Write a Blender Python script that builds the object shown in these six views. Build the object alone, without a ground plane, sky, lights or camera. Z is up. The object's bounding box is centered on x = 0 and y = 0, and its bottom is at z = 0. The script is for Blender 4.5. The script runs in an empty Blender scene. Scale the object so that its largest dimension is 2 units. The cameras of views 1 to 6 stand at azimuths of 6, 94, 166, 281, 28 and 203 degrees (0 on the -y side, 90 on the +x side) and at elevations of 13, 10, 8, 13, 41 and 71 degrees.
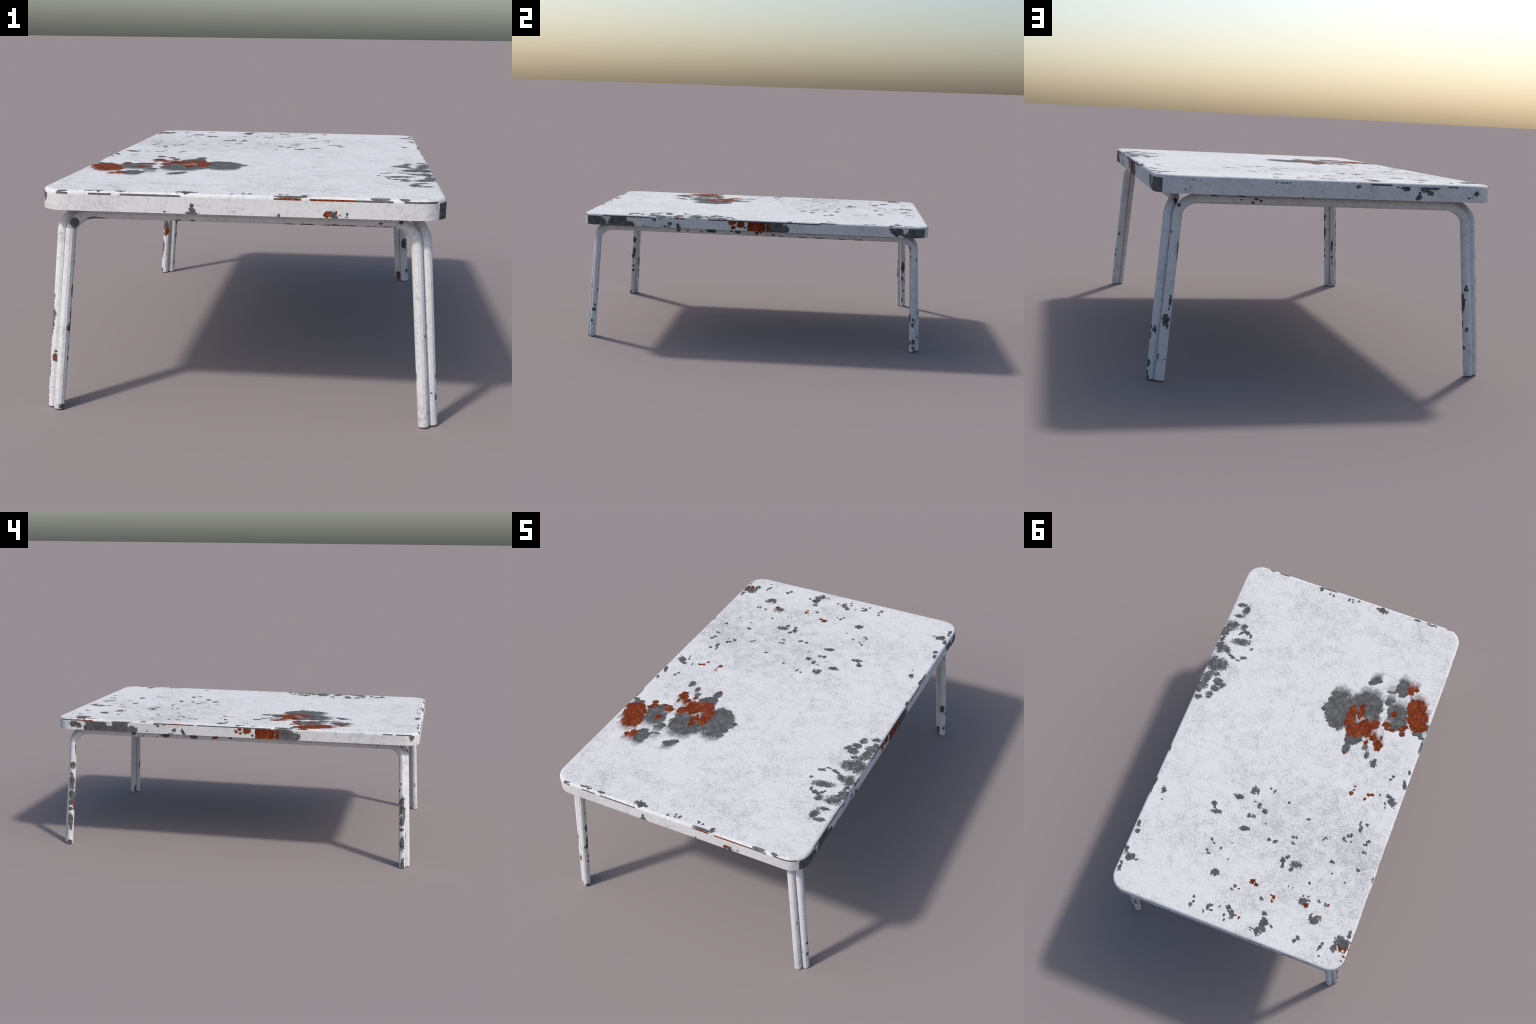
"""Low metal table: rounded white-enamelled top on four bent-tube leg frames,
paint chipped down to grey metal and rust."""
import bpy, bmesh, math
from mathutils import Vector

# ------------------------------------------------------------------ sizes (m)
HALF_X, HALF_Y = 0.6293, 1.000      # half width / half length of the top
CORNER = 0.086                     # plan radius of the four corners
Z_UNDER, Z_SIDE, Z_TOP = 0.667, 0.718, 0.730
ROUND = Z_TOP - Z_SIDE             # rounding of the top edge
TUBE_R = 0.0177
TUBE_SIDES = 12
BAR_Z = 0.6445                     # axis height of the horizontal bars
BEND_UP, BEND_RUN = 0.053, 0.066   # length of leg and of bar that goes into a bend

# ------------------------------------------- where the paint has come off
# Flaked spots are ellipses on the surface: (x, y, radius) for round ones,
# (x, y, radius, radius, turn in degrees) for long ones.
STAIN_METAL = [
    (-0.212, -0.375, 0.035, 0.055, 15), (-0.225, -0.29, 0.035), (-0.315, -0.345, 0.045, 0.025, 20),
    (-0.143, -0.326, 0.077, 0.118, 12), (-0.278, -0.408, 0.08), (-0.27, -0.194, 0.051, 0.033, 21), (-0.063, -0.304, 0.014),
    (-0.271, -0.552, 0.041, 0.02, 42), (-0.428, -0.564, 0.038, 0.053, 21), (-0.374, -0.521, 0.028, 0.011, 21), (-0.383, -0.462, 0.028),
    (-0.444, -0.41, 0.057), (-0.471, -0.353, 0.051, 0.04, 21), (-0.58, -0.34, 0.031, 0.018, 21), (-0.612, -0.329, 0.022, 0.01, 21),
    (-0.25, -0.132, 0.019, 0.032, 5), (-0.343, -0.172, 0.015), (-0.365, -0.13, 0.009, 0.022, 8),
]
STAIN_RUST = [
    (-0.215, -0.318, 0.026, 0.066, 2), (-0.259, -0.359, 0.016, 0.052, 6), (-0.255, -0.247, 0.045), (-0.308, -0.271, 0.039, 0.055, 21),
    (-0.349, -0.31, 0.031), (-0.366, -0.239, 0.021), (-0.403, -0.206, 0.025, 0.036, 21), (-0.409, -0.334, 0.024, 0.015, 21),
    (-0.432, -0.311, 0.027, 0.009, 174), (-0.427, -0.408, 0.017), (-0.499, -0.345, 0.028, 0.015, 47), (-0.505, -0.308, 0.014),
    (-0.469, -0.572, 0.017, 0.032, 21), (-0.496, -0.586, 0.015, 0.018, 21), (-0.532, -0.483, 0.054), (-0.554, -0.428, 0.06, 0.048, 21),
    (-0.573, -0.381, 0.051, 0.033, 21), (-0.252, -0.106, 0.01, 0.008, 21), (-0.342, -0.195, 0.011, 0.014, 21), (-0.408, -0.255, 0.009),
]
SCUFF = [
    (0.581, -0.729, 0.029, 0.012, 21), (0.546, -0.702, 0.018, 0.033, 168), (0.569, -0.656, 0.026, 0.012, 21), (0.584, -0.592, 0.039, 0.03, 21),
    (0.608, -0.546, 0.022, 0.046, 164), (0.606, -0.494, 0.012, 0.021, 169), (0.52, -0.6, 0.018, 0.023, 21), (0.496, -0.578, 0.033, 0.012, 158),
    (0.523, -0.56, 0.017, 0.007, 64), (0.464, -0.559, 0.008, 0.012, 21), (0.503, -0.51, 0.052, 0.021, 21), (0.598, -0.445, 0.027, 0.04, 21),
    (0.561, -0.443, 0.015, 0.028, 43), (0.519, -0.41, 0.027, 0.01, 169), (0.478, -0.402, 0.015, 0.006, 174), (0.454, -0.425, 0.018, 0.011, 21),
    (0.433, -0.49, 0.009), (0.606, -0.343, 0.024, 0.045, 174), (0.555, -0.347, 0.038), (0.586, -0.32, 0.031),
    (0.562, -0.283, 0.026, 0.015, 21), (0.599, -0.248, 0.024, 0.05, 169), (0.603, -0.201, 0.027), (0.531, -0.244, 0.027),
    (0.502, -0.23, 0.02), (0.533, -0.203, 0.022), (0.613, -0.167, 0.018), (0.547, -0.162, 0.02, 0.015, 37),
    (0.545, -0.14, 0.013, 0.009, 21), (0.599, -0.124, 0.022, 0.012, 21),
]
FLAKES_MIDDLE = [
    (0.285, 0.402, 0.014), (0.275, 0.422, 0.006, 0.01, 21), (0.26, 0.439, 0.025, 0.013, 21), (0.175, 0.321, 0.024, 0.013, 21),
    (0.202, 0.32, 0.009, 0.005, 21), (0.117, 0.263, 0.013, 0.022, 5), (0.095, 0.262, 0.008, 0.019, 21), (0.012, 0.228, 0.012, 0.005, 72),
    (0.039, 0.223, 0.007, 0.004, 21), (-0.08, 0.261, 0.008, 0.006, 21), (0.059, 0.33, 0.009, 0.017, 21), (0.086, 0.318, 0.008, 0.004, 175),
    (0.022, 0.349, 0.014), (0.089, 0.399, 0.01), (0.068, 0.395, 0.011), (0.086, 0.473, 0.025, 0.014, 21),
    (-0.003, 0.411, 0.005), (0.223, 0.584, 0.008), (0.204, 0.599, 0.007, 0.005, 21), (0.16, 0.615, 0.007),
    (0.117, 0.569, 0.005), (0.225, 0.647, 0.006, 0.007, 21), (0.214, 0.659, 0.01, 0.008, 21), (-0.053, 0.484, 0.008),
    (-0.089, 0.481, 0.011), (-0.166, 0.426, 0.008), (-0.183, 0.423, 0.006), (-0.175, 0.457, 0.011, 0.007, 175),
]
FLAKES_END = [
    (0.143, 0.739, 0.019), (0.106, 0.657, 0.005, 0.004, 21), (0.029, 0.795, 0.009, 0.007, 21), (0.021, 0.774, 0.006, 0.01, 6),
    (0.196, 0.939, 0.011), (0.187, 0.92, 0.006), (0.192, 0.895, 0.006, 0.007, 21), (0.109, 0.921, 0.011, 0.013, 21),
    (0.095, 0.905, 0.011, 0.008, 21), (0.087, 0.928, 0.01, 0.005, 21), (0.122, 0.949, 0.006, 0.008, 21), (0.052, 0.897, 0.005, 0.006, 21),
    (0.009, 0.886, 0.014, 0.011, 21), (-0.017, 0.909, 0.015, 0.025, 33), (0.016, 0.928, 0.007), (0.007, 0.951, 0.005, 0.007, 176),
    (-0.131, 0.781, 0.009), (-0.169, 0.847, 0.014, 0.012, 21), (-0.184, 0.889, 0.02), (-0.186, 0.921, 0.018),
    (-0.169, 0.943, 0.017, 0.02, 21), (-0.136, 0.937, 0.01, 0.004, 6), (-0.228, 0.898, 0.007, 0.01, 21), (-0.133, 0.952, 0.004, 0.004, 21),
    (-0.159, 0.559, 0.014, 0.017, 21), (-0.167, 0.584, 0.009, 0.011, 21), (-0.178, 0.535, 0.011, 0.008, 21),
]
FLAKES_CORNER = [
    (-0.233, 0.557, 0.027, 0.017, 21), (-0.214, 0.591, 0.01), (-0.399, 0.475, 0.014, 0.007, 21), (-0.534, 0.468, 0.01, 0.007, 160),
    (-0.416, 0.535, 0.005), (-0.494, 0.557, 0.005), (-0.326, 0.62, 0.006), (-0.622, 0.49, 0.005, 0.012, 6),
    (-0.235, 0.677, 0.004), (-0.255, 0.677, 0.004, 0.003, 21), (-0.321, 0.693, 0.006), (-0.348, 0.69, 0.006, 0.005, 21),
    (-0.329, 0.723, 0.023, 0.017, 21), (-0.351, 0.732, 0.013), (-0.358, 0.707, 0.008, 0.007, 21), (-0.403, 0.689, 0.006),
    (-0.414, 0.695, 0.005), (-0.44, 0.694, 0.006, 0.011, 21), (-0.418, 0.791, 0.026, 0.018, 21), (-0.392, 0.777, 0.007, 0.016, 176),
    (-0.431, 0.765, 0.012, 0.008, 21), (-0.358, 0.923, 0.009, 0.013, 176), (-0.369, 0.903, 0.012), (-0.495, 0.886, 0.007),
    (-0.49, 0.908, 0.008, 0.015, 161), (-0.499, 0.949, 0.005, 0.007, 21), (-0.576, 0.843, 0.028), (-0.555, 0.884, 0.017),
    (-0.602, 0.853, 0.019, 0.031, 3), (-0.607, 0.796, 0.009, 0.021, 176),
]
FLAKES_LONG_EDGE = [
    (-0.419, -0.103, 0.019), (-0.542, -0.071, 0.009), (-0.533, -0.05, 0.008, 0.006, 21), (-0.611, -0.124, 0.007, 0.014, 21),
    (-0.609, -0.044, 0.01, 0.024, 10), (-0.553, 0.042, 0.014, 0.011, 21), (-0.579, 0.066, 0.017, 0.024, 42), (-0.545, 0.085, 0.007, 0.008, 21),
    (-0.555, 0.107, 0.005, 0.007, 21), (-0.51, 0.052, 0.005, 0.007, 21), (-0.597, 0.095, 0.005), (-0.464, 0.232, 0.006, 0.012, 21),
    (-0.476, 0.263, 0.009, 0.017, 21), (-0.501, 0.228, 0.008), (-0.427, 0.317, 0.007, 0.01, 21), (-0.44, 0.307, 0.008, 0.012, 21),
    (-0.416, 0.343, 0.006, 0.014, 41), (-0.454, 0.345, 0.008, 0.006, 21), (-0.326, 0.369, 0.008), (-0.314, 0.382, 0.005, 0.006, 21),
    (-0.206, 0.309, 0.01, 0.007, 21), (-0.535, 0.31, 0.01), (-0.527, 0.331, 0.013, 0.008, 21), (-0.532, 0.372, 0.012, 0.008, 0),
]
FLAKES_FAR_EDGE = [
    (-0.455, -0.984, 0.02, 0.006, 0), (-0.365, -0.984, 0.018, 0.006, 0), (0.03, -0.972, 0.008), (0.145, -0.967, 0.006),
    (0.621, 0.424, 0.005, 0.049, 176), (0.562, 0.43, 0.013, 0.019, 21), (0.551, 0.479, 0.005), (0.61, 0.641, 0.01, 0.018, 173),
    (0.601, 0.682, 0.011), (0.613, 0.794, 0.01, 0.019, 21), (0.579, 0.821, 0.028, 0.018, 9), (0.545, 0.826, 0.01, 0.006, 21),
    (0.61, 0.862, 0.007, 0.013, 6), (0.609, 0.894, 0.008, 0.018, 167), (0.199, -0.98, 0.01, 0.013, 21), (0.122, -0.964, 0.007),
    (0.014, -0.981, 0.007, 0.005, 21), (0.006, -0.964, 0.005, 0.007, 21), (-0.021, -0.983, 0.008, 0.005, 21), (-0.168, -0.974, 0.032, 0.015, 0),
    (-0.134, -0.974, 0.009, 0.005, 21), (-0.359, -0.984, 0.009, 0.007, 21), (-0.432, -0.992, 0.012, 0.004, 21),
]
RUST_SPOTS = [
    (0.017, 0.772, 0.005, 0.009, 6), (-0.054, 0.718, 0.014, 0.012, 21), (-0.077, 0.725, 0.009), (-0.003, 0.777, 0.006, 0.004, 21),
    (-0.058, 0.912, 0.005), (-0.04, 0.91, 0.008, 0.004, 1), (-0.184, 0.756, 0.011), (-0.181, 0.778, 0.008),
    (-0.169, 0.745, 0.005, 0.004, 21), (-0.456, 0.693, 0.006, 0.008, 21), (-0.44, 0.766, 0.004), (-0.584, 0.877, 0.01, 0.014, 21),
    (-0.612, 0.876, 0.006, 0.014, 3), (-0.613, 0.907, 0.006), (-0.612, 0.93, 0.003), (-0.35, 0.736, 0.013, 0.009, 21),
    (-0.364, 0.093, 0.01), (-0.371, 0.074, 0.007, 0.006, 21), (-0.37, 0.05, 0.006), (-0.467, 0.062, 0.011, 0.008, 21),
    (-0.452, 0.075, 0.012, 0.009, 159), (-0.439, 0.104, 0.007),
]

# Sides of the top: (position along the side, height, half length, half height)
RIGHT_SIDE_BLOCK = [(-0.890, 0.693, 0.150, 0.080), (0.118, 0.693, 0.050, 0.080), (0.925, 0.700, 0.062, 0.080)]
RIGHT_SIDE_FLAKES = [
    (-0.722, 0.677, 0.028, 0.018), (-0.590, 0.716, 0.011, 0.005), (-0.576, 0.709, 0.010, 0.009),
    (-0.544, 0.717, 0.013, 0.005), (-0.483, 0.718, 0.013, 0.003), (-0.639, 0.673, 0.009, 0.004),
    (-0.515, 0.675, 0.007, 0.006), (-0.497, 0.672, 0.013, 0.003), (-0.487, 0.690, 0.013, 0.010),
    (-0.439, 0.683, 0.010, 0.012), (-0.437, 0.669, 0.015, 0.010), (0.175, 0.685, 0.028, 0.026),
    (0.820, 0.699, 0.037, 0.022), (0.785, 0.711, 0.015, 0.007), (0.815, 0.674, 0.009, 0.008),
    (0.862, 0.680, 0.017, 0.012)]
RIGHT_SIDE_RUST_BLOCK = [(0.015, 0.694, 0.053, 0.080), (0.084, 0.690, 0.008, 0.030)]
RIGHT_SIDE_RUST = [(-0.127, 0.710, 0.024, 0.014), (-0.077, 0.703, 0.024, 0.021),
                   (-0.120, 0.684, 0.013, 0.012), (-0.053, 0.683, 0.007, 0.008)]
RIGHT_SIDE_ISLANDS = [(-0.857, 0.711, 0.020, 0.010), (-0.855, 0.698, 0.013, 0.008), (-0.857, 0.680, 0.007, 0.004),
                      (0.870, 0.705, 0.010, 0.016)]

LEFT_SIDE_BLOCK = [(0.705, 0.697, 0.128, 0.080), (-0.288, 0.693, 0.049, 0.080)]
LEFT_SIDE_FLAKES = [
    (0.889, 0.699, 0.027, 0.018), (0.862, 0.690, 0.018, 0.018), (0.557, 0.680, 0.032, 0.020),
    (0.417, 0.715, 0.017, 0.005), (0.406, 0.707, 0.009, 0.006), (0.369, 0.718, 0.006, 0.005),
    (0.317, 0.690, 0.012, 0.009), (0.268, 0.684, 0.010, 0.013), (0.262, 0.671, 0.011, 0.006),
    (0.469, 0.674, 0.007, 0.003), (0.348, 0.673, 0.004, 0.004), (0.328, 0.671, 0.011, 0.003),
    (-0.348, 0.685, 0.028, 0.025), (-0.960, 0.708, 0.014, 0.020)]
LEFT_SIDE_RUST_BLOCK = [(-0.186, 0.694, 0.053, 0.080), (-0.254, 0.690, 0.008, 0.030)]
LEFT_SIDE_RUST = [(-0.048, 0.713, 0.013, 0.010), (-0.029, 0.698, 0.009, 0.010), (-0.088, 0.706, 0.024, 0.018),
                  (-0.053, 0.690, 0.008, 0.009), (-0.118, 0.681, 0.007, 0.006)]
LEFT_SIDE_ISLANDS = [(0.686, 0.708, 0.018, 0.010), (0.852, 0.673, 0.013, 0.006), (0.837, 0.706, 0.013, 0.013)]

FRONT_SIDE_FLAKES = [
    (-0.144, 0.693, 0.008, 0.007), (-0.145, 0.680, 0.011, 0.010), (-0.144, 0.669, 0.021, 0.006),
    (-0.228, 0.674, 0.004, 0.004), (-0.125, 0.695, 0.002, 0.002), (0.122, 0.670, 0.005, 0.006),
    (0.279, 0.678, 0.018, 0.010), (0.292, 0.671, 0.011, 0.006), (0.307, 0.677, 0.003, 0.004),
    (0.328, 0.682, 0.005, 0.005), (0.328, 0.671, 0.005, 0.002), (-0.630, 0.702, 0.010, 0.024)]
FRONT_SIDE_RUST = [(0.269, 0.678, 0.010, 0.010), (0.295, 0.685, 0.005, 0.004)]

BACK_SIDE_FLAKES = [
    (0.503, 0.715, 0.004, 0.002), (0.493, 0.717, 0.007, 0.001), (0.476, 0.714, 0.002, 0.002),
    (0.528, 0.683, 0.003, 0.003), (0.210, 0.716, 0.004, 0.003), (0.189, 0.717, 0.008, 0.003),
    (0.166, 0.718, 0.015, 0.003), (-0.094, 0.711, 0.009, 0.007), (-0.244, 0.715, 0.005, 0.005),
    (-0.273, 0.714, 0.019, 0.011), (-0.366, 0.716, 0.040, 0.006), (-0.349, 0.709, 0.021, 0.010),
    (-0.371, 0.696, 0.012, 0.009), (-0.329, 0.697, 0.006, 0.005), (-0.327, 0.683, 0.011, 0.008),
    (-0.321, 0.675, 0.009, 0.004), (-0.551, 0.699, 0.011, 0.008)]
BACK_SIDE_RUST = [(-0.522, 0.685, 0.005, 0.003), (-0.534, 0.686, 0.004, 0.003)]

# Worn stretches along the lower part of the rounded edge: (from, to)
FRONT_EDGE_WORN = [(-0.369, -0.179), (-0.468, -0.396), (-0.570, -0.532), (0.106, 0.190), (0.215, 0.465), (0.497, 0.599)]
FRONT_EDGE_RUST = [(0.121, 0.188), (0.215, 0.354)]
RIGHT_EDGE_WORN = [(-0.879, -0.731), (-0.730, -0.605), (-0.461, -0.396), (-0.263, 0.389)]
RIGHT_EDGE_RUST = [(-0.718, -0.648), (-0.631, -0.605), (-0.461, -0.396), (-0.159, -0.134), (-0.082, -0.048),
                   (0.184, 0.219), (0.232, 0.267)]
LEFT_EDGE_WORN = [(0.781, 0.965), (0.565, 0.666), (0.206, 0.429), (-0.221, 0.189), (-0.324, -0.235),
                  (-0.861, -0.811), (-0.960, -0.879)]
LEFT_EDGE_RUST = [(0.817, 0.888), (0.781, 0.799), (0.253, 0.330), (0.206, 0.231), (-0.036, -0.014)]
BACK_EDGE_WORN = [(-0.221, -0.140), (-0.457, -0.437), (-0.478, -0.460)]
UPPER_EDGE_WORN = [(0.155, -0.993, 0.052, 0.006, 0), (0.428, -0.993, 0.032, 0.007, 0), (0.500, -0.993, 0.017, 0.006, 0),
                   (-0.551, -0.993, 0.018, 0.004, 0), (0.622, 0.205, 0.005, 0.018, 0), (0.624, 0.425, 0.004, 0.050, 0),
                   (-0.622, -0.280, 0.006, 0.042, 0), (-0.624, -0.390, 0.005, 0.030, 0)]

# Tubes: (x, y, z, half width, half height) of spots on the tube surface
RIGHT_FRAME_FLAKES = [
    (0.562, -0.446, 0.646, 0.014, 0.010), (0.562, -0.391, 0.643, 0.009, 0.005), (0.562, -0.311, 0.641, 0.008, 0.004),
    (0.562, -0.256, 0.648, 0.030, 0.010), (0.562, -0.135, 0.652, 0.009, 0.004), (0.562, -0.098, 0.648, 0.019, 0.009),
    (0.562, 0.157, 0.631, 0.013, 0.004), (0.562, 0.281, 0.631, 0.027, 0.004), (0.562, 0.379, 0.631, 0.040, 0.004),
    (0.562, 0.502, 0.631, 0.035, 0.004), (0.562, 0.603, 0.631, 0.027, 0.004),
    (0.623, -0.937, 0.158, 0.003, 0.012), (0.625, -0.946, 0.093, 0.004, 0.008), (0.610, -0.953, 0.108, 0.003, 0.003),
    (0.607, -0.916, 0.276, 0.005, 0.007), (0.622, -0.933, 0.160, 0.010, 0.010), (0.619, -0.928, 0.188, 0.005, 0.006),
    (0.626, -0.944, 0.093, 0.007, 0.009), (0.628, -0.935, 0.076, 0.005, 0.002),
    (0.580, 0.900, 0.598, 0.006, 0.016), (0.588, 0.905, 0.553, 0.003, 0.009), (0.613, 0.919, 0.192, 0.004, 0.019),
    (0.620, 0.937, 0.188, 0.006, 0.006), (0.623, 0.936, 0.158, 0.009, 0.011), (0.629, 0.944, 0.062, 0.009, 0.016),
    (0.625, 0.927, 0.053, 0.003, 0.012), (0.632, 0.944, 0.025, 0.008, 0.012), (0.630, 0.953, 0.008, 0.004, 0.006),
    (0.611, 0.949, 0.180, 0.007, 0.011), (0.622, 0.940, 0.158, 0.004, 0.007), (0.628, 0.949, 0.058, 0.005, 0.013),
    (0.632, 0.949, 0.018, 0.005, 0.017), (0.606, 0.917, 0.195, 0.012, 0.019), (0.626, 0.928, 0.054, 0.006, 0.009),
    (0.545, 0.908, 0.640, 0.013, 0.022)]
RIGHT_FRAME_RUST = [(0.562, 0.013, 0.646, 0.010, 0.008), (0.562, 0.033, 0.652, 0.008, 0.005), (0.562, 0.109, 0.640, 0.012, 0.004)]

LEFT_FRAME_FLAKES = [
    (-0.562, 0.568, 0.645, 0.013, 0.011), (-0.562, 0.515, 0.636, 0.011, 0.004), (-0.562, 0.434, 0.636, 0.006, 0.003),
    (-0.562, 0.383, 0.645, 0.028, 0.011), (-0.562, 0.268, 0.643, 0.005, 0.004), (-0.562, 0.224, 0.644, 0.021, 0.012),
    (-0.607, -0.925, 0.357, 0.012, 0.027), (-0.610, -0.930, 0.313, 0.016, 0.022), (-0.615, -0.930, 0.255, 0.012, 0.025),
    (-0.619, -0.931, 0.208, 0.012, 0.008), (-0.624, -0.936, 0.134, 0.011, 0.036), (-0.633, -0.943, 0.021, 0.009, 0.027),
    (-0.599, -0.917, 0.453, 0.004, 0.004), (-0.598, -0.911, 0.418, 0.004, 0.006), (-0.610, -0.932, 0.321, 0.005, 0.007),
    (-0.610, -0.940, 0.281, 0.006, 0.013), (-0.601, -0.949, 0.189, 0.004, 0.004), (-0.604, -0.951, 0.168, 0.007, 0.011),
    (-0.590, -0.918, 0.228, 0.006, 0.030), (-0.596, -0.921, 0.163, 0.004, 0.014), (-0.598, -0.922, 0.129, 0.004, 0.011),
    (-0.599, 0.917, 0.455, 0.014, 0.018), (-0.607, 0.922, 0.359, 0.013, 0.044), (-0.612, 0.925, 0.284, 0.015, 0.027),
    (-0.615, 0.925, 0.248, 0.014, 0.020), (-0.619, 0.932, 0.206, 0.012, 0.009), (-0.624, 0.932, 0.133, 0.012, 0.038),
    (-0.633, 0.938, 0.013, 0.012, 0.011), (-0.586, 0.903, 0.541, 0.004, 0.031), (-0.604, 0.915, 0.252, 0.014, 0.016),
    (-0.584, 0.915, 0.306, 0.003, 0.011)]
LEFT_FRAME_RUST = [(-0.562, 0.100, 0.649, 0.015, 0.008), (-0.562, 0.113, 0.638, 0.008, 0.004), (-0.562, 0.016, 0.648, 0.010, 0.005),
                   (-0.608, 0.916, 0.213, 0.005, 0.020), (-0.602, 0.915, 0.221, 0.010, 0.017), (-0.609, -0.952, 0.168, 0.004, 0.011)]

FRONT_FRAME_FLAKES = [
    (-0.531, -0.940, 0.620, 0.016, 0.018), (-0.465, -0.925, 0.628, 0.030, 0.005), (-0.204, -0.925, 0.630, 0.012, 0.004),
    (-0.155, -0.925, 0.630, 0.008, 0.004), (0.434, -0.925, 0.641, 0.008, 0.004), (0.496, -0.925, 0.649, 0.007, 0.005),
    (0.425, -0.925, 0.628, 0.052, 0.004),
    (-0.543, -0.942, 0.392, 0.005, 0.021), (-0.552, -0.943, 0.287, 0.005, 0.022), (-0.580, -0.974, 0.009, 0.010, 0.009),
    (-0.576, -0.970, 0.025, 0.004, 0.003), (-0.535, -0.937, 0.491, 0.003, 0.005), (-0.543, -0.938, 0.395, 0.010, 0.019),
    (-0.551, -0.942, 0.308, 0.010, 0.027), (-0.555, -0.954, 0.277, 0.008, 0.014), (-0.559, -0.949, 0.204, 0.009, 0.008),
    (0.563, -0.959, 0.163, 0.003, 0.014), (0.582, -0.955, 0.293, 0.003, 0.007), (0.601, -0.970, 0.050, 0.003, 0.003)]
FRONT_FRAME_RUST = [(0.150, -0.925, 0.628, 0.019, 0.004), (0.206, -0.925, 0.628, 0.028, 0.004), (0.305, -0.925, 0.628, 0.066, 0.004),
                    (-0.562, -0.951, 0.171, 0.009, 0.006)]

BACK_FRAME_FLAKES = [
    (0.413, 0.925, 0.658, 0.016, 0.003), (0.317, 0.925, 0.658, 0.019, 0.003), (0.259, 0.925, 0.650, 0.009, 0.004),
    (0.245, 0.925, 0.641, 0.008, 0.004), (0.274, 0.925, 0.636, 0.008, 0.004), (0.317, 0.925, 0.645, 0.005, 0.003),
    (0.541, 0.940, 0.622, 0.008, 0.008),
    (0.541, 0.946, 0.463, 0.005, 0.031), (0.562, 0.961, 0.286, 0.006, 0.018), (0.566, 0.964, 0.257, 0.004, 0.006),
    (0.577, 0.967, 0.216, 0.012, 0.017), (0.571, 0.967, 0.196, 0.005, 0.008), (0.579, 0.974, 0.076, 0.003, 0.005),
    (0.582, 0.965, 0.216, 0.003, 0.020), (0.599, 0.967, 0.084, 0.003, 0.012), (0.563, 0.942, 0.527, 0.004, 0.005),
    (0.587, 0.946, 0.017, 0.012, 0.017),
    (-0.560, 0.959, 0.348, 0.004, 0.005), (-0.560, 0.959, 0.333, 0.007, 0.006), (-0.551, 0.949, 0.302, 0.007, 0.015),
    (-0.553, 0.947, 0.272, 0.004, 0.013), (-0.554, 0.947, 0.255, 0.004, 0.006), (-0.558, 0.947, 0.208, 0.003, 0.006),
    (-0.570, 0.967, 0.181, 0.006, 0.008), (-0.568, 0.964, 0.109, 0.005, 0.005), (-0.553, 0.949, 0.280, 0.011, 0.034),
    (-0.559, 0.950, 0.199, 0.007, 0.013), (-0.572, 0.958, 0.043, 0.006, 0.012)]
BACK_FRAME_RUST = [(0.087, 0.925, 0.659, 0.005, 0.003), (0.586, 0.945, 0.036, 0.009, 0.007)]


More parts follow.
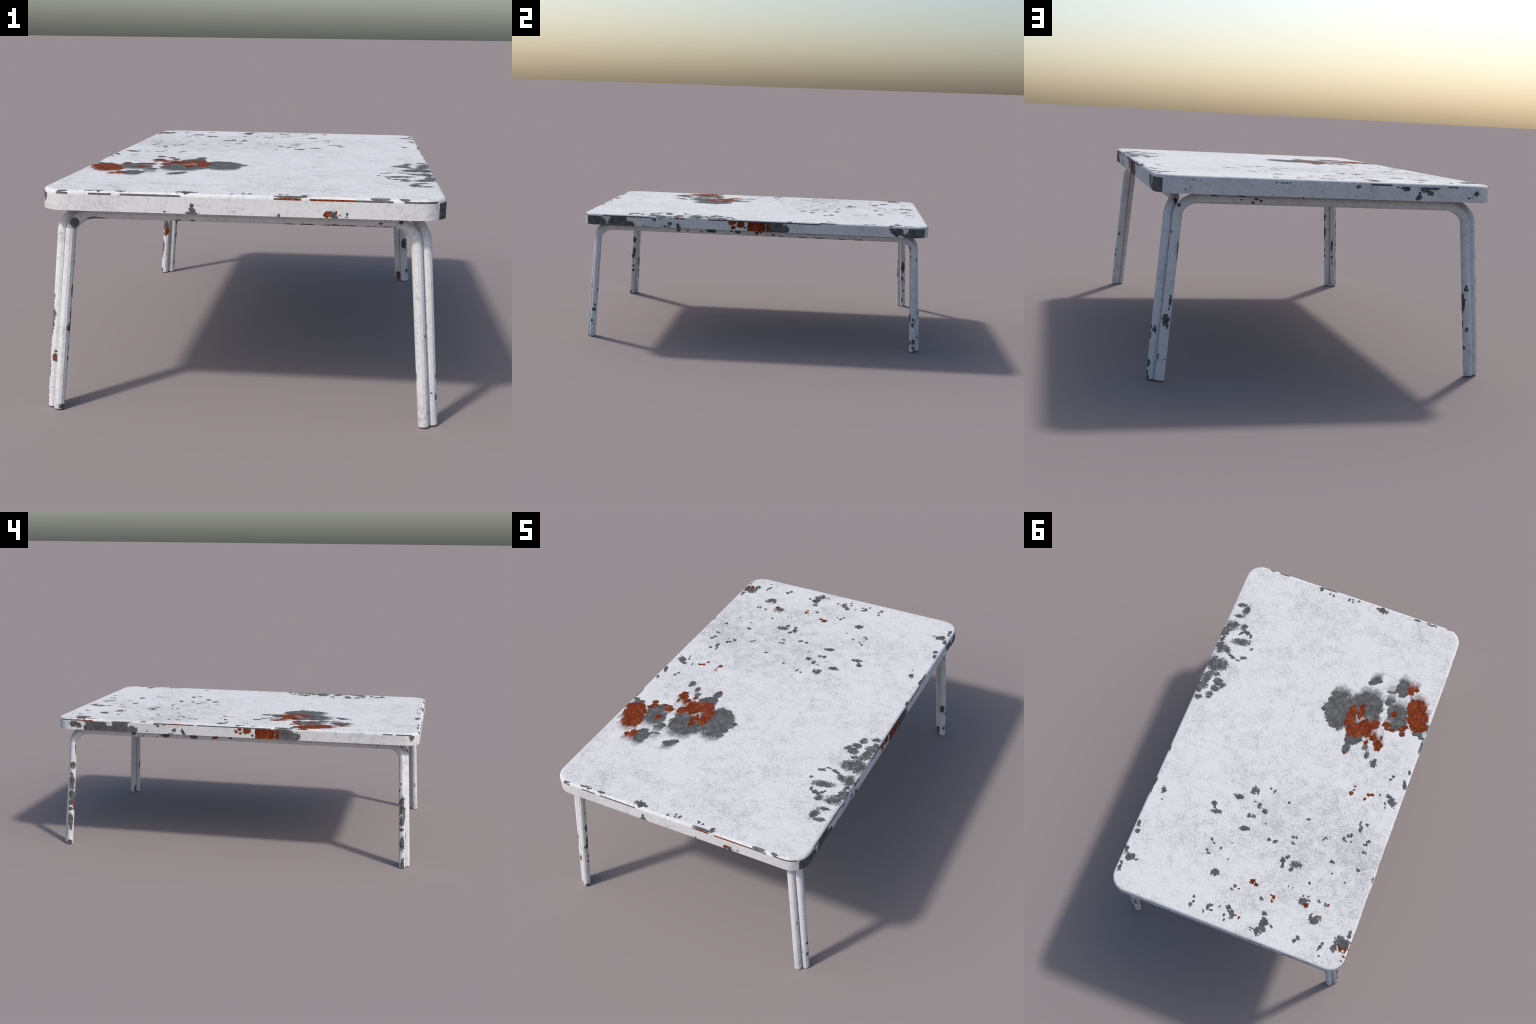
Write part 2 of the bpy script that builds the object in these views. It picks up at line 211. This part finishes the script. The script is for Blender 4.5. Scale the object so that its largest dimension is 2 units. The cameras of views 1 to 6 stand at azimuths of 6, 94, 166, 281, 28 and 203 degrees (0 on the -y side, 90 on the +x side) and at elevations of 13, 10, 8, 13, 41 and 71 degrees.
# ============================================================ node building
class Nodes:
    """Small helper that adds nodes to a tree and returns output sockets."""

    def __init__(self, tree):
        self.tree, self.nodes, self.links = tree, tree.nodes, tree.links
        self.last = None

    def add(self, kind, inputs=(), **settings):
        node = self.nodes.new(kind)
        for key, value in settings.items():
            setattr(node, key, value)
        items = inputs.items() if isinstance(inputs, dict) else enumerate(inputs)
        for key, value in items:
            if value is None:
                continue
            if isinstance(value, bpy.types.NodeSocket):
                self.links.new(value, node.inputs[key])
            else:
                node.inputs[key].default_value = value
        return node

    def math(self, op, a, b=None, c=None, clamp=False):
        return self.add('ShaderNodeMath', (a, b, c), operation=op, use_clamp=clamp).outputs[0]

    def vec(self, op, a, b=None):
        node = self.add('ShaderNodeVectorMath', (a, b), operation=op)
        return node.outputs['Value'] if op in {'LENGTH', 'DOT_PRODUCT', 'DISTANCE'} else node.outputs['Vector']

    def noise(self, vector, scale, detail=4.0, rough=0.55, distortion=0.0, color=False):
        node = self.add('ShaderNodeTexNoise', {'Vector': vector, 'Scale': scale, 'Detail': detail,
                                               'Roughness': rough, 'Distortion': distortion})
        return node.outputs['Color' if color else 'Fac']

    def remap(self, value, lo, hi, to_lo=0.0, to_hi=1.0):
        return self.add('ShaderNodeMapRange', {'Value': value, 'From Min': lo, 'From Max': hi,
                                               'To Min': to_lo, 'To Max': to_hi}).outputs[0]

    def mix(self, fac, a, b):
        node = self.add('ShaderNodeMix', data_type='RGBA')
        for key, value in ((0, fac), (6, a), (7, b)):
            if isinstance(value, bpy.types.NodeSocket):
                self.links.new(value, node.inputs[key])
            else:
                node.inputs[key].default_value = value if key == 0 else (*value, 1.0)
        return node.outputs[2]

    def ramp(self, value, *stops):
        node = self.add('ShaderNodeValToRGB', (value,))
        ramp = node.color_ramp
        while len(ramp.elements) < len(stops):
            ramp.elements.new(0.5)
        for element, (pos, colour) in zip(ramp.elements, stops):
            element.position, element.color = pos, (*colour, 1.0)
        return node.outputs[0]

    # ---- wear masks -------------------------------------------------------
    def spots(self, where, spots, block=False):
        """Scaled distance to the nearest spot: < 1 inside it."""
        nearest, frames = None, {}
        for index, (centre, size, turn) in enumerate(sorted(spots, key=lambda spot: round(spot[2] / 15))):
            turn = round(turn / 15) * 15 % 180
            if index % 12 == 0:
                frames = {}
            if turn not in frames:
                point = where
                if self.last is not None:
                    # a vanishing dependence on the previous batch keeps the shader evaluated in
                    # order, so that it needs little memory however many spots there are
                    point = self.add('ShaderNodeVectorMath', (self.last, (1e-9, 1e-9, 1e-9), where),
                                     operation='MULTIPLY_ADD').outputs[0]
                if turn:
                    point = self.add('ShaderNodeVectorRotate', {'Vector': point, 'Angle': -math.radians(turn)},
                                     rotation_type='Z_AXIS').outputs[0]
                frames[turn] = point
            c, q = math.cos(math.radians(turn)), math.sin(math.radians(turn))
            turned = (c * centre[0] + q * centre[1], c * centre[1] - q * centre[0], centre[2])
            local = self.add('ShaderNodeVectorMath',
                             (frames[turn], tuple(1.0 / v for v in size), tuple(-p / v for p, v in zip(turned, size))),
                             operation='MULTIPLY_ADD').outputs[0]
            if block:
                parts = self.add('ShaderNodeSeparateXYZ', (self.vec('ABSOLUTE', local),)).outputs
                dist = self.math('MAXIMUM', self.math('MAXIMUM', parts[0], parts[1]), parts[2])
            else:
                dist = self.vec('LENGTH', local)
            nearest = dist if nearest is None else self.math('MINIMUM', nearest, dist)
            self.last = nearest
        return nearest

    def ragged(self, dist, noise, amount, soft=0.04):
        """Turn a spot distance into a 0..1 mask with a broken edge."""
        wobble = self.math('MULTIPLY_ADD', noise, 2.0 * amount, -amount)
        return self.remap(self.math('ADD', dist, wobble), 1.0 - soft, 1.0 + soft, 1.0, 0.0)

    def join(self, *masks):
        masks = [m for m in masks if m is not None]
        out = masks[0]
        for m in masks[1:]:
            out = self.math('MAXIMUM', out, m)
        return out


def plane_spots(rows):
    out = []
    for row in rows:
        if len(row) == 3:
            out.append(((row[0], row[1], 0), (row[2], row[2], 1), 0))
        else:
            turn = row[4] if len(row) > 4 else 0
            out.append(((row[0], row[1], 0), (row[2], row[3], 1), turn))
    return out


def bar_or_leg(rows):
    """Spots on a bar run along it; spots on a leg are as wide as they are deep."""
    out = []
    for x, y, z, a, h in rows:
        if z < 0.605:
            size = (max(1.15 * a, 0.004), max(1.15 * a, 0.004), 1.25 * h)
        elif abs(x) > 0.55 and abs(y) < 0.85:
            size = (0.030, a, h)
        elif abs(y) > 0.9 and abs(x) < 0.5:
            size = (a, 0.030, h)
        else:
            size = (a, a, h)
        out.append(((x, y, z), size, 0))
    return out


# ================================================================ materials
def base_material(name):
    material = bpy.data.materials.new(name)
    material.use_nodes = True
    tree = material.node_tree
    tree.nodes.clear()
    n = Nodes(tree)
    where = n.add('ShaderNodeTexCoord').outputs['Object']
    return material, n, where


def paint_colour(n, where, stains):
    """Off-white enamel with grey mottling, fine veins and a pale dirty haze."""
    broad = n.noise(where, 4.0, 2, 0.5)
    blotch = n.noise(where, 24.0, 5, 0.62)
    grain = n.noise(where, 85.0, 4, 0.72)
    stretched = n.add('ShaderNodeMapping', {'Vector': where, 'Scale': (16.0, 30.0, 24.0)}).outputs[0]
    veins = n.remap(n.math('ABSOLUTE', n.math('SUBTRACT', n.noise(stretched, 1.3, 5, 0.7), 0.5)), 0.0, 0.035, 1.0, 0.0)
    dirt = n.math('MULTIPLY_ADD', broad, 0.38, n.math('MULTIPLY', blotch, 0.75))
    dirt = n.math('MULTIPLY_ADD', grain, 1.05, dirt)
    dirt = n.math('MULTIPLY_ADD', n.math('MULTIPLY', veins, grain), 0.10, dirt)
    if stains is not None:
        dirt = n.math('ADD', dirt, stains)
    dirt = n.remap(dirt, 0.765, 1.565)
    return n.ramp(dirt, (0.29, PAINT_LIGHT), (0.45, PAINT_MID), (0.60, PAINT_DULL), (0.79, PAINT_DIRTY))


def metal_colour(n, where):
    mottling = n.noise(where, 34.0, 5, 0.62, 0.4)
    grain = n.noise(where, 310.0, 3, 0.7)
    tone = n.math('MULTIPLY_ADD', grain, 0.45, n.math('MULTIPLY', mottling, 0.6))
    return n.ramp(tone, (0.36, METAL_DARK), (0.54, METAL_MID), (0.70, METAL_PALE))


def rust_colour(n, where):
    clumps = n.noise(where, 26.0, 4, 0.6)
    cells = n.add('ShaderNodeTexVoronoi', {'Vector': where, 'Scale': 300.0, 'Randomness': 1.0})
    speck = n.math('SUBTRACT', 1.0, n.math('MULTIPLY', cells.outputs['Distance'], 1.25))
    crumbs = n.noise(where, 260.0, 3, 0.7)
    tone = n.math('MULTIPLY_ADD', clumps, 0.38, n.math('MULTIPLY', speck, 0.50))
    tone = n.math('MULTIPLY_ADD', crumbs, 0.42, tone)
    crust = n.ramp(tone, (0.46, RUST_DARK), (0.62, RUST_RED), (0.76, RUST_ORANGE), (0.87, RUST_PALE))
    faded = n.remap(n.noise(where, 11.0, 3, 0.6), 0.54, 0.68, 0.0, 0.4)
    return n.mix(faded, crust, RUST_FADED)


PAINT_LIGHT = (0.638, 0.638, 0.646)
PAINT_MID = (0.602, 0.602, 0.608)
PAINT_DULL = (0.518, 0.518, 0.521)
PAINT_DIRTY = (0.400, 0.400, 0.400)
METAL_DARK = (0.050, 0.051, 0.053)
METAL_MID = (0.094, 0.095, 0.097)
METAL_PALE = (0.190, 0.191, 0.194)
RUST_DARK = (0.070, 0.010, 0.004)
RUST_RED = (0.150, 0.024, 0.006)
RUST_ORANGE = (0.330, 0.072, 0.014)
RUST_FADED = (0.330, 0.070, 0.034)
RUST_PALE = (0.600, 0.250, 0.085)


def finish(n, material, where, bare, rust, stains=None):
    """Layer paint over metal over rust with the two masks and close the shader."""
    colour = paint_colour(n, where, stains)
    rough = 0.70
    height = n.noise(where, 120.0, 6, 0.65)
    if bare is not None:
        under = metal_colour(n, where)
        if rust is not None:
            under = n.mix(rust, under, rust_colour(n, where))
        colour = n.mix(bare, colour, under)
        rough = n.remap(bare, 0, 1, 0.70, 0.80)
    bump = n.add('ShaderNodeBump', {'Height': height, 'Strength': 0.10, 'Distance': 0.002}).outputs[0]
    shader = n.add('ShaderNodeBsdfPrincipled', {'Base Color': colour, 'Roughness': rough, 'Normal': bump,
                                                'Specular IOR Level': 0.12})
    out = n.add('ShaderNodeOutputMaterial')
    n.links.new(shader.outputs[0], out.inputs['Surface'])
    return material


def warped(n, where, coarse=0.020, fine=0.010):
    """Shift points a few millimetres by noise, so that outlines turn irregular."""
    wide = n.vec('SUBTRACT', n.noise(where, 38.0, 2, 0.5, color=True), (0.5, 0.5, 0.5))
    tight = n.vec('SUBTRACT', n.noise(where, 130.0, 3, 0.6, color=True), (0.5, 0.5, 0.5))
    point = n.add('ShaderNodeVectorMath', (wide, (coarse, coarse, coarse), where), operation='MULTIPLY_ADD').outputs[0]
    return n.add('ShaderNodeVectorMath', (tight, (fine, fine, fine), point), operation='MULTIPLY_ADD').outputs[0]


def edge_noises(n, where):
    lobes = n.noise(where, 62.0, 5, 0.62)
    frayed = n.noise(where, 150.0, 4, 0.65)
    return lobes, frayed


FIELD_X = (-0.64, 0.10, 0.64)
FIELD_Y = (-1.01, -0.72, -0.08, 0.22, 0.52, 0.74, 1.01)


def top_material(x0, x1, y0, y1):
    """Material of one rectangular field of the top."""
    material, n, where = base_material('chipped_enamel_top')
    flat = n.vec('MULTIPLY', where, (1, 1, 0))

    def near(rows, margin=1.9):
        picked = []
        for spot in plane_spots(rows):
            (x, y, _), size, _ = spot
            r = margin * max(size[0], size[1]) + 0.012
            if x0 - r < x < x1 + r and y0 - r < y < y1 + r:
                picked.append(spot)
        return picked

    bent = warped(n, flat)
    broken = n.noise(flat, 80.0, 4, 0.60)

    def mask(rows, amount, point=bent, noise=broken, margin=1.9, grow=1.0):
        picked = near(rows, margin)
        if not picked:
            return None
        return n.ragged(n.math('MULTIPLY', n.spots(point, picked), 1.0 / grow), noise, amount, 0.05)

    # the large stain: bare metal and rust, dragged out towards -y
    stain_bare = stain_rust = None
    if near(STAIN_METAL + STAIN_RUST, 2.5):
        rough_edge = n.noise(flat, 42.0, 4, 0.60)

        def stain(point):
            rusty = mask(STAIN_RUST, 0.42, point, rough_edge, 2.5)
            return n.join(mask(STAIN_METAL, 0.36, point, rough_edge, 2.5), rusty), rusty

        swayed = warped(n, flat, 0.034, 0.012)
        hard_bare, hard_rust = stain(swayed)
        chance = n.add('ShaderNodeTexWhiteNoise', {'Vector': where}, noise_dimensions='3D').outputs['Value']
        shift = n.add('ShaderNodeCombineXYZ', {'Y': n.math('MULTIPLY', chance, 0.040)}).outputs[0]
        drag_bare, drag_rust = stain(n.vec('ADD', swayed, shift))
        stain_bare = n.join(hard_bare, n.math('MULTIPLY', drag_bare, 0.85))
        if hard_rust is not None:
            stain_rust = n.join(hard_rust, n.math('MULTIPLY', n.math('MULTIPLY', drag_rust, 0.7),
                                                  n.math('SUBTRACT', 1.0, hard_bare)))

    # streaky scuff at the +x edge
    scuff = None
    if near(SCUFF):
        streaky = n.noise(n.add('ShaderNodeMapping', {'Vector': flat, 'Rotation': (0, 0, math.radians(-20)),
                                                      'Scale': (70, 150, 1)}).outputs[0], 1.0, 6, 0.7)
        scuff = mask(SCUFF, 1.7, noise=streaky)

    chipped = mask(FLAKES_MIDDLE + FLAKES_END + FLAKES_CORNER + FLAKES_LONG_EDGE + FLAKES_FAR_EDGE, 1.25, grow=1.10)
    worn = mask(UPPER_EDGE_WORN, 0.4, flat)
    spots = mask(RUST_SPOTS, 1.1, grow=1.08)

    parts = n.add('ShaderNodeSeparateXYZ', (flat,)).outputs
    freckles = haze = None
    if y1 > 0.1:
        # loose freckles and a duller band in the +y half
        area = n.math('MULTIPLY', n.remap(parts[1], 0.05, 0.4), n.remap(parts[0], 0.40, 0.1))
        area = n.math('MULTIPLY', area, n.remap(n.noise(flat, 5.0, 2, 0.5), 0.42, 0.60))
        freckles = n.math('MULTIPLY', n.remap(n.noise(flat, 120.0, 3, 0.65), 0.660, 0.675), n.remap(area, 0.25, 0.3))
        haze = n.math('MULTIPLY', n.remap(parts[1], -0.05, 0.25), n.remap(parts[1], 0.90, 0.60))
        haze = n.math('MULTIPLY', haze, n.remap(parts[0], 0.30, -0.20, 0.0, 0.10))

    bare = [m for m in (stain_bare, scuff, chipped, worn, spots, freckles) if m is not None]
    rust = [m for m in (stain_rust, spots) if m is not None]
    return finish(n, material, where, n.join(*bare) if bare else None, n.join(*rust) if rust else None, haze)


def side_material(name, along, flakes, rust, blocks=(), rust_blocks=(), islands=()):
    material, n, where = base_material(name)
    parts = n.add('ShaderNodeSeparateXYZ', (where,)).outputs
    flat = n.add('ShaderNodeCombineXYZ', {'X': parts[along], 'Y': parts[2]}).outputs[0]
    lobes, frayed = edge_noises(n, where)
    mixed = n.math('MULTIPLY_ADD', lobes, 0.4, n.math('MULTIPLY', frayed, 0.6))
    bent = warped(n, flat, 0.012, 0.008)
    bare = n.ragged(n.spots(bent, plane_spots(flakes)), mixed, 1.2, 0.05)
    if blocks:
        bare = n.join(bare, n.ragged(n.spots(flat, plane_spots(blocks), True), lobes, 0.10, 0.02))
    rusty = n.ragged(n.spots(bent, plane_spots(rust)), mixed, 1.1, 0.05)
    if rust_blocks:
        rusty = n.join(rusty, n.ragged(n.spots(flat, plane_spots(rust_blocks), True), lobes, 0.16, 0.02))
    if islands:
        kept = n.ragged(n.spots(bent, plane_spots(islands)), frayed, 2.0, 0.05)
        bare = n.math('MULTIPLY', bare, n.math('SUBTRACT', 1.0, kept))
    return finish(n, material, where, n.join(bare, rusty), rusty)


def rim_material():
    """Lower strip of the rounded edge, worn in straight stretches."""
    material, n, where = base_material('worn_edge_strip')
    flat = n.vec('MULTIPLY', where, (1, 1, 0))
    frayed = n.noise(where, 150.0, 4, 0.65)

    def stretches(front, right, left, back):
        rows = []
        for a, b in front:
            rows.append(((a + b) / 2, -HALF_Y, (b - a) / 2, 0.05))
        for a, b in back:
            rows.append(((a + b) / 2, HALF_Y, (b - a) / 2, 0.05))
        for a, b in right:
            rows.append((HALF_X, (a + b) / 2, 0.05, (b - a) / 2))
        for a, b in left:
            rows.append((-HALF_X, (a + b) / 2, 0.05, (b - a) / 2))
        return n.ragged(n.spots(flat, plane_spots(rows), True), frayed, 0.12, 0.02)

    bare = stretches(FRONT_EDGE_WORN, RIGHT_EDGE_WORN, LEFT_EDGE_WORN, BACK_EDGE_WORN)
    rust = stretches(FRONT_EDGE_RUST, RIGHT_EDGE_RUST, LEFT_EDGE_RUST, [])
    return finish(n, material, where, n.join(bare, rust), rust)


def tube_material(name, flakes, rust):
    material, n, where = base_material(name)
    lobes, frayed = edge_noises(n, where)
    mixed = n.math('MULTIPLY_ADD', lobes, 0.4, n.math('MULTIPLY', frayed, 0.6))
    bent = warped(n, where, 0.010, 0.008)
    bare = n.ragged(n.spots(bent, bar_or_leg(flakes)), mixed, 1.5, 0.05)
    rusty = n.ragged(n.spots(bent, bar_or_leg(rust)), mixed, 1.0, 0.05)
    return finish(n, material, where, n.join(bare, rusty), rusty)


def plain_material():
    material, n, where = base_material('plain_enamel')
    return finish(n, material, where, None, None)


# ================================================================= geometry
def outline(inset, steps=8):
    """Rounded rectangle, counter-clockwise, inset from the outer edge."""
    radius = CORNER - inset
    points = []
    for sx, sy, start in ((1, -1, -90), (1, 1, 0), (-1, 1, 90), (-1, -1, 180)):
        cx, cy = sx * (HALF_X - CORNER), sy * (HALF_Y - CORNER)
        for i in range(steps + 1):
            a = math.radians(start + 90.0 * i / steps)
            points.append((cx + radius * math.cos(a), cy + radius * math.sin(a)))
    return points


def field_index(x, y):
    column = sum(x > limit for limit in FIELD_X[1:-1])
    row = sum(y > limit for limit in FIELD_Y[1:-1])
    return row * (len(FIELD_X) - 1) + column


def cut(bm, point, normal):
    faces = [f for f in bm.faces if f.material_index == 0]
    edges = {e for f in faces for e in f.edges}
    bmesh.ops.bisect_plane(bm, geom=faces + list(edges), plane_co=point, plane_no=normal, dist=1e-6)


def build_tabletop(materials):
    TOP, RIM, RIGHT, LEFT, FRONT, BACK, UNDER = range(7)     # slots after UNDER: fields of the top
    levels = [(0.0, Z_UNDER), (0.0, Z_SIDE - 0.0015), (0.0, Z_SIDE)]
    for deg in (30, 60, 90):
        a = math.radians(deg)
        levels.append((ROUND * (1 - math.cos(a)), Z_SIDE + ROUND * math.sin(a)))
    levels.append((ROUND + 0.003, Z_TOP))
    bm = bmesh.new()
    rings = [[bm.verts.new((x, y, z)) for x, y in outline(inset)] for inset, z in levels]
    count = len(rings[0])
    for level in range(len(rings) - 1):
        low, high = rings[level], rings[level + 1]
        for i in range(count):
            j = (i + 1) % count
            face = bm.faces.new((low[i], low[j], high[j], high[i]))
            face.smooth = True
            if level < 2:
                c = face.calc_center_median()
                if abs(c.x) - HALF_X > abs(c.y) - HALF_Y:
                    face.material_index = RIGHT if c.x > 0 else LEFT
                else:
                    face.material_index = BACK if c.y > 0 else FRONT
            elif level == 2:
                face.material_index = RIM
            else:
                face.material_index = TOP
    top = bm.faces.new(rings[-1])
    top.material_index, top.smooth = TOP, True
    under = bm.faces.new(list(reversed(rings[0])))
    under.material_index = UNDER
    for edge in under.edges:
        edge.smooth = False
    # cut the top into fields, so that each field's material holds only its own flaked spots
    for x in FIELD_X[1:-1]:
        cut(bm, (x, 0, 0), (1, 0, 0))
    for y in FIELD_Y[1:-1]:
        cut(bm, (0, y, 0), (0, 1, 0))
    for face in bm.faces:
        if face.material_index == TOP:
            c = face.calc_center_median()
            face.material_index = UNDER + 1 + field_index(c.x, c.y)
    mesh = bpy.data.meshes.new('tabletop')
    bm.to_mesh(mesh)
    bm.free()
    for m in materials:
        mesh.materials.append(m)
    return bpy.data.objects.new('tabletop', mesh)


def frame_path(foot, leg_top, bar, lengthwise, steps=5):
    """Axis of one U-shaped tube, from one foot over the bar to the other foot.

    The legs splay outwards; where a leg meets the underside it bends along the
    table and, at the same time, inwards, so that the bar sits in from the leg."""
    foot, leg_top = Vector((*foot, 0.0)), Vector((*leg_top, BAR_Z))
    up = (leg_top - foot).normalized()
    foot += Vector((0, 0, TUBE_R * math.sin(up.angle(Vector((0, 0, 1))))))     # square-cut end stands on z = 0
    start = leg_top - up * BEND_UP
    run = Vector((0, -1, 0)) if lengthwise else Vector((-1, 0, 0))
    end = Vector((bar, leg_top.y - BEND_RUN, BAR_Z)) if lengthwise else Vector((leg_top.x - BEND_RUN, bar, BAR_Z))
    half = [foot]
    for i in range(steps + 1):
        t = i / steps
        half.append((1 - t) ** 3 * start + 3 * (1 - t) ** 2 * t * (start + up * BEND_UP * 0.48)
                    + 3 * (1 - t) * t * t * (end - run * BEND_RUN * 0.48) + t ** 3 * end)
    flip = Vector((1, -1, 1)) if lengthwise else Vector((-1, 1, 1))
    return half + [p * flip for p in reversed(half)]


def build_frame(foot, leg_top, bar, lengthwise, sign, material):
    """One bent tube: leg, bend, bar, bend, leg; ends cut square."""
    turn = Vector((sign, 1, 1)) if lengthwise else Vector((1, sign, 1))
    path = [p * turn for p in frame_path(foot, leg_top, bar, lengthwise)]
    sideways = Vector((1, 0, 0)) if lengthwise else Vector((0, 1, 0))
    bm = bmesh.new()
    rings = []
    for i, p in enumerate(path):
        ahead = (path[min(i + 1, len(path) - 1)] - p)
        behind = (p - path[max(i - 1, 0)])
        along = (ahead.normalized() if ahead.length else Vector()) + (behind.normalized() if behind.length else Vector())
        along.normalize()
        side = (sideways - along * sideways.dot(along)).normalized()
        across = along.cross(side).normalized()
        ring = []
        for k in range(TUBE_SIDES):
            a = 2 * math.pi * k / TUBE_SIDES
            ring.append(bm.verts.new(p + (side * math.cos(a) + across * math.sin(a)) * TUBE_R))
        rings.append(ring)
    for r, s in zip(rings, rings[1:]):
        for k in range(TUBE_SIDES):
            m = (k + 1) % TUBE_SIDES
            face = bm.faces.new((r[k], s[k], s[m], r[m]))
            face.smooth = True
            bm.edges.get((r[k], s[k])).smooth = False
    bm.faces.new(rings[0])
    bm.faces.new(list(reversed(rings[-1])))
    for ring in (rings[0], rings[-1]):
        for k in range(TUBE_SIDES):
            bm.edges.get((ring[k], ring[(k + 1) % TUBE_SIDES])).smooth = False
    bmesh.ops.recalc_face_normals(bm, faces=bm.faces[:])
    mesh = bpy.data.meshes.new('leg_frame')
    bm.to_mesh(mesh)
    bm.free()
    mesh.materials.append(material)
    return bpy.data.objects.new('leg_frame', mesh)


# ================================================================= assembly
scene = bpy.context.scene
root = bpy.data.objects.new('low_table', None)
root['label'] = 'low white metal table with chipped, rusted paint and bent tube legs'
root['category'] = 'table'
scene.collection.objects.link(root)

top_materials = [
    plain_material(),
    rim_material(),
    side_material('chipped_side_right', 1, RIGHT_SIDE_FLAKES, RIGHT_SIDE_RUST, RIGHT_SIDE_BLOCK,
                  RIGHT_SIDE_RUST_BLOCK, RIGHT_SIDE_ISLANDS),
    side_material('chipped_side_left', 1, LEFT_SIDE_FLAKES, LEFT_SIDE_RUST, LEFT_SIDE_BLOCK,
                  LEFT_SIDE_RUST_BLOCK, LEFT_SIDE_ISLANDS),
    side_material('chipped_side_front', 0, FRONT_SIDE_FLAKES, FRONT_SIDE_RUST),
    side_material('chipped_side_back', 0, BACK_SIDE_FLAKES, BACK_SIDE_RUST),
    plain_material(),
]
for row in range(len(FIELD_Y) - 1):
    for column in range(len(FIELD_X) - 1):
        top_materials.append(top_material(FIELD_X[column], FIELD_X[column + 1], FIELD_Y[row], FIELD_Y[row + 1]))
parts = [build_tabletop(top_materials)]

# long frames run along y on the outside, short ones along x; both splay outwards
LONG = dict(foot=(0.6192, 0.9425), leg_top=(0.570, 0.9125), bar=0.545, lengthwise=True)
SHORT = dict(foot=(0.5917, 0.9642), leg_top=(0.5395, 0.927), bar=0.908, lengthwise=False)
parts.append(build_frame(**LONG, sign=1, material=tube_material('chipped_tube_right', RIGHT_FRAME_FLAKES, RIGHT_FRAME_RUST)))
parts.append(build_frame(**LONG, sign=-1, material=tube_material('chipped_tube_left', LEFT_FRAME_FLAKES, LEFT_FRAME_RUST)))
parts.append(build_frame(**SHORT, sign=-1, material=tube_material('chipped_tube_front', FRONT_FRAME_FLAKES, FRONT_FRAME_RUST)))
parts.append(build_frame(**SHORT, sign=1, material=tube_material('chipped_tube_back', BACK_FRAME_FLAKES, BACK_FRAME_RUST)))
for part in parts:
    scene.collection.objects.link(part)
    part.parent = root
